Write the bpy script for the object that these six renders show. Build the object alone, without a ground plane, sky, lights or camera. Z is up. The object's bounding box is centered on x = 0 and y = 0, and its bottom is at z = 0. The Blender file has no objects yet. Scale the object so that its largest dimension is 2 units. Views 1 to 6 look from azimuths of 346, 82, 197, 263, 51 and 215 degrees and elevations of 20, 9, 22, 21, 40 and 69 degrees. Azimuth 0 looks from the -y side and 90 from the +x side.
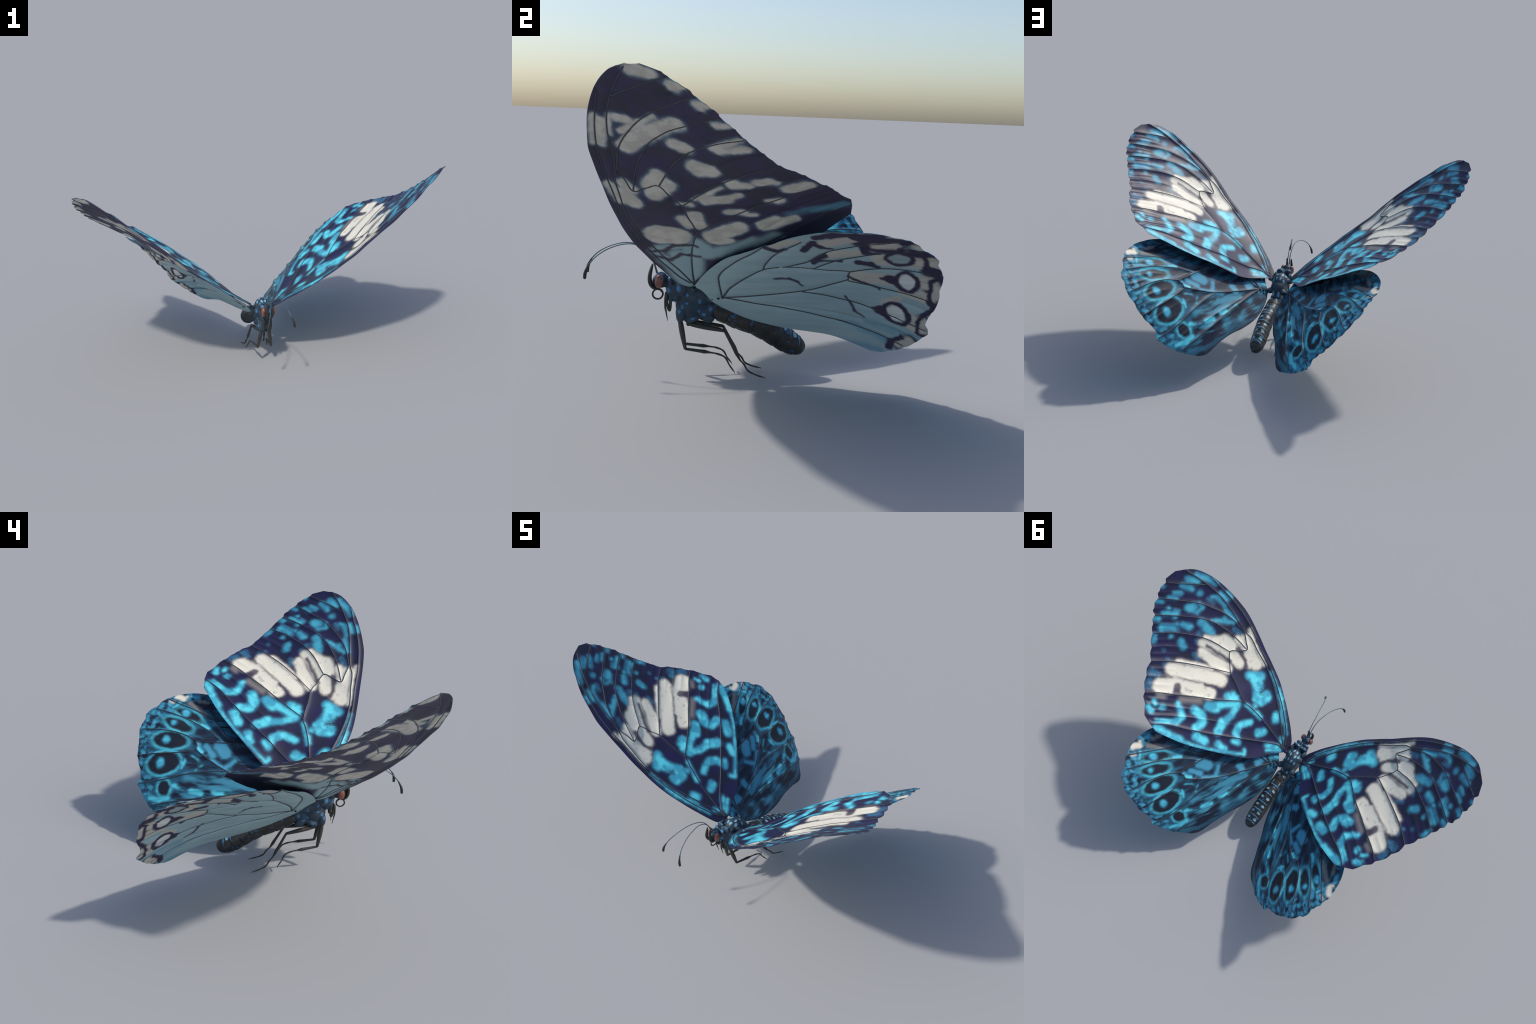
"""Blue spotted butterfly standing on its thin legs, wings half raised.

Everything is built in metres, z up, head towards -y, mirror plane x = 0.
Each wing is described in its own flat frame: u runs from the hinge towards
the wing tip, v towards the trailing edge, w is the height of the blade above
that plane.  Outlines, veins and colour spots are all given in (u, v).
"""
import math
import random
import bpy
import numpy as np
from mathutils import Matrix, Vector

random.seed(7)
rng = np.random.default_rng(7)

# --------------------------------------------------------------------------
# wing description
# --------------------------------------------------------------------------
FOREWING = dict(
    origin=(0.0706, -0.1965, 0.3578),
    axis_u=(0.7753, -0.1122, 0.6216),
    axis_v=(0.1661, 0.9857, -0.0293),
    # height of the blade: sum of c[i][j] * u^i * v^j
    height=[[0.0090, 0.0275, 0.1212, -0.1516, 0.0680],
            [-0.0067, -0.0079, 0.0670, 0.3335],
            [-0.0179, -0.1927, -0.2026],
            [0.0008, -0.0518],
            [0.0102]],
    # gentle swells on top: (u, v, height), each about 14 cm wide
    swells=[(0.48, 0.33, 0.0100), (0.2, 0.25, -0.0070), (0, 0, 0.0022), (0.12, 0.1, -0.0154), (0.12, -0.08, 0.0068), (0.25, 0.25, 0.0107), (0.25, 0.08, 0.0011), (0.25, -0.1, 0.0013), (0.4, 0.3, -0.0079), (0.4, 0.05, 0.0030), (0.4, -0.15, 0.0007), (0.55, 0.42, -0.0008), (0.55, 0.15, 0.0098), (0.55, -0.1, -0.0114), (0.7, 0.3, 0.0031), (0.7, 0, -0.0061), (0.7, -0.2, 0.0068), (0.85, 0.2, -0.0074), (0.85, -0.05, 0.0093), (1, 0.05, 0.0001), (1, -0.15, -0.0025), (1.1, -0.05, 0.0030)],
    fan=(0.10, 0.0),
    rim_order=('radial_tip', 'tip_fold', 'radial_fork', 'second_fold', 'upper_median', 'third_fold', 'middle_median', 'fourth_fold',
               'lower_median', 'fifth_fold', 'cubital_branch', 'sixth_fold', 'seventh_fold', 'anal'),
    strips=(0.30, 0.46, 0.60, 0.76, 0.92),
    smooth_edge=[(-0.004, 0.015), (-0.012, -0.020), (0.000, -0.052), (0.030, -0.078), (0.120, -0.126), (0.240, -0.178),
                 (0.345, -0.214), (0.453, -0.235), (0.560, -0.251), (0.680, -0.268),
                 (0.780, -0.277), (0.840, -0.274), (0.942, -0.259), (1.020, -0.238),
                 (1.093, -0.207), (1.143, -0.173), (1.169, -0.144)],
    scalloped_edge=[(1.169, -0.144), (1.184, -0.118), (1.205, -0.075), (1.202, -0.014), (1.184, 0.000), (1.181, 0.030), (1.168, 0.047), (1.162, 0.063), (1.141, 0.074), (1.131, 0.104), (1.113, 0.118), (1.102, 0.137), (1.078, 0.141), (1.065, 0.166), (1.047, 0.176), (1.031, 0.194), (1.003, 0.212), (0.980, 0.240), (0.947, 0.261), (0.929, 0.284), (0.891, 0.309), (0.875, 0.352), (0.846, 0.379), (0.826, 0.410), (0.788, 0.440), (0.772, 0.464), (0.736, 0.483), (0.692, 0.525), (0.640, 0.533), (0.583, 0.534)],
    rear_edge=[(0.583, 0.534), (0.532, 0.508), (0.427, 0.451), (0.332, 0.384), (0.241, 0.313),
               (0.161, 0.251), (0.092, 0.184), (0.042, 0.093), (-0.004, 0.015)],
)
HINDWING = dict(
    origin=(0.0952, -0.0930, 0.3281),
    axis_u=(0.6196, 0.7208, 0.3108),
    axis_v=(-0.3511, 0.6086, -0.7115),
    height=[[0.0008, 0.1196, -0.1112, -0.0528, 0.1546],
            [-0.0426, 0.1990, -0.3627, -0.2582],
            [0.2331, -0.1813, -0.6161],
            [-0.3222, 0.0505],
            [0.0973]],
    swells=[],
    fan=(0.07, -0.01),
    rim_order=('radial', 'fourth_fold', 'upper_median', 'second_fold', 'middle_median', 'tip_fold', 'lower_median', 'first_fold',
               'cubital_branch', 'third_fold', 'anal'),
    strips=(0.40, 0.58, 0.72),
    smooth_edge=[(-0.060, 0.010), (-0.055, -0.055), (-0.062, -0.088), (-0.035, -0.112), (0.060, -0.165),
                 (0.165, -0.208), (0.250, -0.222), (0.373, -0.232), (0.470, -0.249),
                 (0.555, -0.257), (0.643, -0.243), (0.700, -0.222), (0.752, -0.196),
                 (0.790, -0.165)],
    scalloped_edge=[(0.790, -0.165), (0.830, -0.120), (0.838, -0.098), (0.853, -0.070), (0.853, -0.045),
                    (0.856, -0.022), (0.873, 0.005), (0.875, 0.040), (0.860, 0.062),
                    (0.859, 0.090), (0.850, 0.122), (0.838, 0.142), (0.808, 0.180),
                    (0.797, 0.205), (0.770, 0.242), (0.738, 0.272), (0.716, 0.288),
                    (0.688, 0.320), (0.690, 0.338), (0.680, 0.362), (0.655, 0.370),
                    (0.620, 0.392), (0.557, 0.418), (0.449, 0.435)],
    rear_edge=[(0.449, 0.435), (0.400, 0.421), (0.330, 0.361), (0.268, 0.317), (0.212, 0.287),
               (0.147, 0.255), (0.063, 0.197), (0.003, 0.134), (-0.037, 0.070), (-0.062, 0.010)],
)
# vein paths in (u, v); the *_fold ones are weak creases without a dark rib
FOREWING_VEINS = {
    'radius': [(0.005, -0.001), (0.082, -0.036), (0.188, -0.095), (0.349, -0.166), (0.472, -0.198), (0.574, -0.207), (0.65, -0.215), (0.706, -0.206), (0.798, -0.205), (0.879, -0.207), (0.962, -0.198), (1.045, -0.176), (1.121, -0.146), (1.18, -0.118)],
    'subcosta': [(0.019, -0.017), (0.077, -0.066), (0.205, -0.134), (0.337, -0.182), (0.452, -0.212), (0.561, -0.225), (0.681, -0.244), (0.799, -0.251), (0.895, -0.244), (0.987, -0.228), (1.059, -0.215)],
    'cubitus': [(0.005, -0.001), (0.109, -0.002), (0.239, 0.003), (0.33, 0.016), (0.394, 0.029), (0.494, 0.007), (0.567, -0.007), (0.615, -0.036), (0.666, -0.072), (0.644, -0.113), (0.615, -0.159), (0.659, -0.18), (0.705, -0.201)],
    'upper_median': [(0.615, -0.159), (0.702, -0.145), (0.782, -0.122), (0.86, -0.087), (0.919, -0.043), (0.972, 0.012), (1.081, 0.145)],
    'radial_fork': [(0.705, -0.201), (0.788, -0.189), (0.851, -0.17), (0.915, -0.135), (0.972, -0.098), (1.025, -0.049), (1.081, 0.011), (1.14, 0.076)],
    'radial_tip': [(1.047, -0.174), (1.111, -0.091), (1.185, -0)],
    'middle_median': [(0.666, -0.072), (0.722, -0.048), (0.777, -0.023), (0.836, 0.015), (0.889, 0.062), (0.945, 0.123), (1.006, 0.211)],
    'lower_median': [(0.567, -0.007), (0.649, 0.06), (0.728, 0.128), (0.79, 0.187), (0.842, 0.243), (0.895, 0.312)],
    'cubital_branch': [(0.394, 0.029), (0.439, 0.081), (0.517, 0.166), (0.592, 0.238), (0.672, 0.321), (0.732, 0.381), (0.783, 0.444)],
    'anal': [(0.005, -0.001), (0.056, 0.016), (0.118, 0.068), (0.206, 0.148), (0.304, 0.235), (0.36, 0.286), (0.478, 0.384), (0.567, 0.454), (0.638, 0.531)],
    'tip_fold': [(1.011, -0.108), (1.066, -0.061), (1.113, -0.011), (1.158, 0.052)],
    'second_fold': [(0.969, -0.027), (1.039, 0.04), (1.106, 0.123)],
    'third_fold': [(0.871, -0.009), (0.934, 0.048), (0.995, 0.112), (1.044, 0.18)],
    'fourth_fold': [(0.697, 0.023), (0.781, 0.07), (0.85, 0.132), (0.905, 0.194), (0.95, 0.263)],
    'fifth_fold': [(0.56, 0.113), (0.657, 0.185), (0.73, 0.245), (0.791, 0.313), (0.844, 0.378)],
    'sixth_fold': [(0.394, 0.163), (0.485, 0.236), (0.566, 0.314), (0.644, 0.389), (0.736, 0.478)],
    'seventh_fold': [(0.194, 0.054), (0.296, 0.141), (0.419, 0.239), (0.556, 0.368), (0.677, 0.506)],
}
HINDWING_VEINS = {
    'cell': [(0.002, 0.005), (0.163, 0.038), (0.312, 0.065), (0.415, 0.067), (0.509, 0.059), (0.523, 0.04), (0.54, 0.018), (0.486, -0.01), (0.429, -0.041), (0.371, -0.073), (0.338, -0.089)],
    'anal': [(0.002, 0.005), (0.109, 0.078), (0.225, 0.16), (0.316, 0.229), (0.401, 0.296), (0.489, 0.364), (0.556, 0.416)],
    'cubital_fold': [(0.002, 0.005), (0.132, 0.077), (0.261, 0.154), (0.381, 0.228), (0.447, 0.271)],
    'cubital_branch': [(0.312, 0.065), (0.403, 0.127), (0.482, 0.193), (0.553, 0.26), (0.617, 0.311), (0.682, 0.355)],
    'lower_median': [(0.509, 0.059), (0.597, 0.128), (0.679, 0.181), (0.769, 0.24)],
    'middle_median': [(0.54, 0.018), (0.63, 0.027), (0.706, 0.051), (0.78, 0.087), (0.842, 0.12)],
    'upper_median': [(0.429, -0.041), (0.511, -0.056), (0.615, -0.055), (0.716, -0.044), (0.854, -0.011)],
    'stem': [(-0.008, 0.009), (0.055, -0.034), (0.09, -0.05), (0.179, -0.08), (0.26, -0.098), (0.297, -0.097), (0.33, -0.091)],
    'humeral': [(-0.008, 0.009), (0.023, -0.043), (0.054, -0.093), (0.077, -0.12), (0.128, -0.15), (0.214, -0.182), (0.3, -0.205), (0.367, -0.229)],
    'costal': [(0.26, -0.098), (0.297, -0.131), (0.372, -0.171), (0.503, -0.206)],
    'inner_fold': [(0.027, 0.031), (0.086, 0.074), (0.173, 0.119), (0.265, 0.198), (0.326, 0.238), (0.385, 0.281)],
    'first_fold': [(0.546, 0.148), (0.642, 0.209), (0.74, 0.278)],
    'tip_fold': [(0.591, 0.075), (0.686, 0.104), (0.809, 0.163)],
    'second_fold': [(0.603, -0.012), (0.711, -0.003), (0.855, 0.042)],
    'third_fold': [(0.446, 0.259), (0.528, 0.318), (0.612, 0.387)],
    'fourth_fold': [(0.605, -0.098), (0.709, -0.077), (0.85, -0.054)],
    'radial': [(0.338, -0.089), (0.433, -0.086), (0.499, -0.106), (0.565, -0.122), (0.668, -0.114), (0.838, -0.09)],
}

# --------------------------------------------------------------------------
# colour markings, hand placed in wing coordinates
#   strokes: (u0, v0, u1, v1, radius)   eye spots: (u, v, half a, half b, degrees)
# --------------------------------------------------------------------------
FOREWING_UPPER = {
    'blue_apex': [
        (1.122, -0.159, 1.076, -0.192, 0.0136), (1.076, -0.192, 1.024, -0.217, 0.0138), (1.129, -0.107, 1.095, -0.142, 0.0183), (1.123, -0.062, 1.076, -0.096, 0.0135),
        (1.11, -0.005, 1.091, -0.036, 0.0114), (1.112, 0.03, 1.084, 0, 0.0094), (1.031, -0.118, 1.031, -0.118, 0.0145), (1.179, 0.018, 1.179, 0.018, 0.0099),
        (1.128, 0.09, 1.115, 0.072, 0.0126), (0.964, -0.213, 0.914, -0.221, 0.0105), (0.943, -0.244, 0.914, -0.247, 0.0099), (0.974, -0.159, 0.949, -0.198, 0.0112),
        (0.951, -0.182, 0.895, -0.192, 0.0105), (0.873, -0.186, 0.797, -0.195, 0.0121), (1.005, -0.023, 0.991, -0.047, 0.0219), (0.989, -0.084, 0.959, -0.086, 0.009),
        (0.959, -0.086, 0.957, -0.049, 0.009), (0.957, -0.049, 0.99, -0.021, 0.0083), (1.057, 0.101, 1.017, 0.047, 0.0135), (1.063, 0.063, 1.063, 0.063, 0.0101),
        (1.035, 0.043, 1.021, 0.032, 0.0081), (1.005, 0.065, 1.005, 0.065, 0.0116), (1.063, 0.153, 1.05, 0.14, 0.0134), (1.004, 0.151, 0.966, 0.104, 0.0184),
        (0.943, 0.05, 0.914, 0.032, 0.0178), (0.964, 0.076, 0.964, 0.076, 0.0109), (0.901, -0.034, 0.838, -0.047, 0.0209), (0.857, -0.033, 0.812, -0.046, 0.0183),
        (0.858, -0.104, 0.794, -0.175, 0.0113), (0.831, -0.147, 0.831, -0.147, 0.0171), (0.874, -0.089, 0.874, -0.089, 0.007), (0.991, 0.205, 0.967, 0.231, 0.0116),
        (0.875, 0.113, 0.847, 0.122, 0.0187), (0.935, 0.142, 0.935, 0.142, 0.011), (0.983, 0.125, 0.99, 0.157, 0.0123),
    ],
    'dim_blue': [
        (0.756, -0.163, 0.707, -0.175, 0.0116), (0.898, 0.217, 0.898, 0.217, 0.0083), (0.846, 0.231, 0.846, 0.231, 0.0083), (0.83, 0.262, 0.83, 0.262, 0.0111),
        (0.839, 0.341, 0.816, 0.328, 0.0179), (0.81, 0.383, 0.801, 0.404, 0.0165), (0.855, 0.011, 0.855, 0.011, 0.0126), (0.942, 0.096, 0.942, 0.096, 0.0123),
        (0.778, 0.095, 0.744, 0.097, 0.0099), (0.826, 0.043, 0.826, 0.043, 0.0112), (0.978, -0.136, 0.944, -0.147, 0.0084),
    ],
    'white': [
        (0.694, -0.145, 0.651, -0.166, 0.0175), (0.68, -0.175, 0.639, -0.158, 0.0147), (0.77, -0.044, 0.734, -0.091, 0.0172), (0.733, -0.081, 0.683, -0.089, 0.0304),
        (0.817, -0.007, 0.767, -0.042, 0.0106), (0.8, 0.022, 0.729, -0.017, 0.0184), (0.729, -0.017, 0.655, -0.043, 0.0188), (0.758, 0.056, 0.683, 0.034, 0.0214),
        (0.683, 0.034, 0.6, -0.003, 0.0232), (0.641, -0.079, 0.583, -0.086, 0.0265), (0.627, -0.174, 0.559, -0.156, 0.0251), (0.559, -0.156, 0.51, -0.16, 0.0266),
        (0.542, -0.131, 0.542, -0.131, 0.0222), (0.697, -0.236, 0.638, -0.218, 0.0066), (0.676, -0.204, 0.633, -0.19, 0.0118), (0.639, -0.217, 0.549, -0.204, 0.0081),
        (0.549, -0.204, 0.481, -0.193, 0.0074), (0.802, 0.191, 0.73, 0.127, 0.0084), (0.73, 0.127, 0.652, 0.067, 0.0078), (0.793, 0.247, 0.735, 0.195, 0.0264),
        (0.735, 0.195, 0.646, 0.119, 0.0295), (0.646, 0.119, 0.572, 0.064, 0.0287), (0.768, 0.351, 0.721, 0.285, 0.025), (0.761, 0.37, 0.719, 0.327, 0.0222),
        (0.738, 0.27, 0.707, 0.246, 0.0112), (0.668, 0.25, 0.601, 0.193, 0.0296), (0.601, 0.193, 0.56, 0.163, 0.0286),
    ],
    'dim_white': [
        (0.631, 0.308, 0.56, 0.235, 0.0128), (0.724, 0.392, 0.702, 0.378, 0.0104),
    ],
    'notch': [
        (0.697, 0.282, 0.676, 0.306, 0.019), (0.774, 0.014, 0.699, -0.015, 0.0086), (0.699, -0.015, 0.623, -0.044, 0.0095), (0.654, -0.115, 0.57, -0.118, 0.0081),
        (0.57, -0.118, 0.536, -0.103, 0.0089), (0.608, 0.151, 0.559, 0.114, 0.0072),
    ],
    'blue_cell': [
        (0.486, -0.091, 0.438, -0.14, 0.0223), (0.451, -0.107, 0.402, -0.098, 0.0283), (0.394, -0.073, 0.356, -0.039, 0.0196), (0.338, -0.104, 0.338, -0.05, 0.0228),
        (0.315, -0.102, 0.32, -0.056, 0.0214), (0.327, -0.012, 0.327, -0.012, 0.0137), (0.2, -0.081, 0.18, -0.06, 0.0193), (0.423, -0.202, 0.376, -0.191, 0.0053),
        (0.376, -0.191, 0.314, -0.175, 0.0061), (0.31, -0.179, 0.259, -0.161, 0.0107), (0.259, -0.161, 0.198, -0.131, 0.0093), (0.198, -0.131, 0.124, -0.092, 0.0085),
        (0.124, -0.092, 0.072, -0.066, 0.0078), (0.197, -0.12, 0.147, -0.087, 0.0062), (0.476, 0.087, 0.435, 0.059, 0.0209), (0.469, 0.057, 0.469, 0.057, 0.0135),
    ],
    'blue_lower': [
        (0.506, 0.211, 0.467, 0.184, 0.0234), (0.481, 0.174, 0.402, 0.07, 0.0184), (0.399, 0.072, 0.378, 0.132, 0.0166), (0.378, 0.132, 0.375, 0.197, 0.018),
        (0.378, 0.2, 0.355, 0.252, 0.0236), (0.625, 0.49, 0.552, 0.41, 0.014), (0.553, 0.409, 0.553, 0.366, 0.0158), (0.556, 0.368, 0.622, 0.339, 0.0158),
        (0.664, 0.42, 0.664, 0.42, 0.0154), (0.537, 0.289, 0.494, 0.276, 0.0232), (0.492, 0.273, 0.456, 0.291, 0.0219), (0.45, 0.3, 0.459, 0.346, 0.019),
        (0.715, 0.478, 0.686, 0.48, 0.0139), (0.721, 0.431, 0.701, 0.439, 0.0097), (0.299, 0.124, 0.27, 0.07, 0.0168), (0.297, 0.136, 0.278, 0.176, 0.0183),
        (0.278, 0.176, 0.245, 0.187, 0.0153), (0.187, 0.069, 0.173, 0.04, 0.0203), (0.365, 0.029, 0.25, 0.005, 0.0106), (0.29, 0.001, 0.254, -0.002, 0.0077),
        (0.07, -0.027, 0.056, -0.008, 0.0109),
    ],
    'blue_inner': [
        (0.605, 0.514, 0.528, 0.493, 0.0175), (0.531, 0.49, 0.464, 0.458, 0.0173), (0.496, 0.483, 0.374, 0.406, 0.0078), (0.374, 0.406, 0.268, 0.32, 0.0077),
        (0.268, 0.32, 0.15, 0.213, 0.0078), (0.416, 0.373, 0.364, 0.35, 0.0217), (0.301, 0.299, 0.252, 0.287, 0.0172), (0.253, 0.217, 0.221, 0.199, 0.0135),
        (0.165, 0.193, 0.149, 0.209, 0.0102), (0.092, 0.067, 0.045, 0.028, 0.0153), (0.07, 0.086, 0.02, 0.025, 0.0091),
    ],
    'dark_speckle': [
        (0.381, -0.137, 0.373, -0.106, 0.0106), (0.355, -0.087, 0.355, -0.087, 0.0076),
    ],
}
HINDWING_UPPER = {
    'eye_dark': [
        (0.6779, -0.0753, 0.0836, 0.0217, -175.13), (0.686, -0.0025, 0.084, 0.0283, -173.906), (0.6652, 0.087, 0.0902, 0.0448, -155.051), (0.6188, 0.2015, 0.086, 0.057, -142.826),
        (0.5365, 0.3036, 0.0317, 0.0391, -133.163),
    ],
    'eye_dot': [
        (0.6993, -0.0774, 0.0236, 0.0188, 178.018), (0.7133, -0.0001, 0.0165, 0.0153, -177.401), (0.6846, 0.0929, 0.0199, 0.0219, -167.134), (0.635, 0.21, 0.0232, 0.0267, -156.825),
    ],
    'cyan': [
        (0.769, -0.1, 0.774, -0.066, 0.011), (0.763, -0.096, 0.734, -0.104, 0.0069), (0.543, -0.071, 0.588, -0.069, 0.0116), (0.578, 0.381, 0.521, 0.363, 0.0154),
        (0.521, 0.363, 0.488, 0.332, 0.0169), (0.501, 0.268, 0.472, 0.257, 0.0147), (0.474, 0.097, 0.439, 0.112, 0.0092), (0.439, 0.112, 0.449, 0.143, 0.0078),
        (0.511, 0.098, 0.474, 0.097, 0.0077), (0.249, 0.172, 0.177, 0.127, 0.0112), (0.404, 0.245, 0.351, 0.229, 0.0162), (0.3, 0.188, 0.246, 0.165, 0.0144),
        (0.513, 0.041, 0.483, 0.054, 0.012), (-0.029, -0.033, -0.061, -0.024, 0.0094), (0.591, 0.148, 0.524, 0.153, 0.0109), (0.525, 0.137, 0.519, 0.174, 0.0093),
    ],
    'mid_cell': [
        (0.431, -0.024, 0.378, -0.006, 0.0314), (0.484, 0.017, 0.423, 0.036, 0.018), (0.316, -0.001, 0.33, 0.059, 0.0138), (0.414, 0.06, 0.267, 0.068, 0.0107),
        (0.186, 0.013, 0.173, 0.041, 0.0234), (0.076, -0.007, 0.049, -0.021, 0.0251), (-0.005, -0.034, -0.061, -0.024, 0.0157), (0.525, 0.025, 0.49, 0.054, 0.0135),
    ],
    'mid_wash': [
        (0.4, 0.204, 0.247, 0.152, 0.0272), (0.342, 0.12, 0.14, 0.067, 0.0267), (0.461, 0.199, 0.386, 0.18, 0.0239), (0.463, 0.347, 0.346, 0.293, 0.0251),
        (0.44, 0.277, 0.38, 0.256, 0.0278), (0.504, 0.388, 0.433, 0.353, 0.0221), (0.28, 0.248, 0.265, 0.232, 0.0244), (0.075, 0.095, 0.048, 0.137, 0.0288),
        (0.164, 0.2, 0.134, 0.171, 0.0211), (0.572, -0.121, 0.454, -0.098, 0.0185), (0.557, -0.138, 0.484, -0.124, 0.0128), (0.668, -0.218, 0.577, -0.179, 0.0095),
    ],
    'dark_ray': [
        (0.573, -0.024, 0.469, -0.034, 0.0175), (0.511, 0.118, 0.454, 0.107, 0.0154), (0.479, 0.144, 0.405, 0.111, 0.0109), (0.404, 0.135, 0.328, 0.106, 0.0094),
        (0.284, 0.028, 0.213, 0.038, 0.0217), (0.357, 0.032, 0.357, 0.032, 0.0138), (0.464, 0.05, 0.464, 0.05, 0.0091), (0.253, 0.004, 0.223, -0.017, 0.0154),
        (0.139, 0.012, 0.108, 0.003, 0.0141), (0.032, 0.002, 0.032, 0.002, 0.0126), (0.246, 0.161, 0.2, 0.145, 0.0096), (0.332, 0.277, 0.311, 0.249, 0.0229),
        (0.205, 0.185, 0.179, 0.159, 0.0226), (0.429, 0.317, 0.429, 0.317, 0.0099), (0.473, 0.244, 0.429, 0.218, 0.0145), (0.389, 0.406, 0.266, 0.325, 0.0135),
        (0.02, 0.075, 0.043, 0.09, 0.0176), (0.514, -0.087, 0.363, -0.06, 0.0116), (0.614, -0.163, 0.542, -0.137, 0.0098), (0.698, -0.195, 0.664, -0.161, 0.0082),
        (0.125, 0.06, 0.078, 0.04, 0.0111), (0.169, 0.127, 0.122, 0.1, 0.008),
    ],
    'border_spot': [
        (0.838, -0.05, 0.834, -0.036, 0.0097), (0.856, 0.043, 0.845, 0.062, 0.0087), (0.824, -0, 0.796, 0.004, 0.0064), (0.81, 0.044, 0.792, 0.075, 0.0073),
        (0.837, 0.105, 0.819, 0.114, 0.006), (0.821, 0.159, 0.811, 0.142, 0.0093), (0.801, 0.122, 0.781, 0.115, 0.0076), (0.792, 0.172, 0.778, 0.16, 0.0078),
        (0.765, 0.208, 0.743, 0.213, 0.008), (0.736, 0.254, 0.72, 0.263, 0.0073), (0.684, 0.341, 0.654, 0.356, 0.012), (0.663, 0.307, 0.639, 0.293, 0.01),
        (0.614, 0.386, 0.579, 0.376, 0.0121), (0.605, 0.337, 0.605, 0.337, 0.0135), (0.749, -0.169, 0.72, -0.182, 0.0081), (0.789, -0.042, 0.768, -0.045, 0.0056),
        (0.852, 0.014, 0.845, -0.001, 0.0064), (0.816, -0.077, 0.795, -0.066, 0.0069),
    ],
    'white': [
        (0.807, -0.129, 0.771, -0.137, 0.0149), (0.767, -0.156, 0.767, -0.156, 0.0081), (0.822, -0.089, 0.798, -0.087, 0.0055),
    ],
    'dim_white': [
        (0.726, -0.133, 0.608, -0.125, 0.011), (0.696, -0.169, 0.649, -0.186, 0.0075),
    ],
    'inner_field': [
        (0.682, -0.073, 0.331, 0.013, 0.0777), (0.682, 0.005, 0.33, 0.043, 0.0835), (0.645, 0.09, 0.327, 0.113, 0.1018), (0.602, 0.206, 0.325, 0.153, 0.0953),
        (0.536, 0.288, 0.246, 0.161, 0.0821), (0.45, 0.329, 0.241, 0.243, 0.0665), (0.171, 0.088, 0.171, 0.088, 0.1587), (0.608, -0.14, 0.255, -0.071, 0.0632),
        (0.457, 0.403, 0.01, 0.1, 0.0511),
    ],
}
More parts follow.
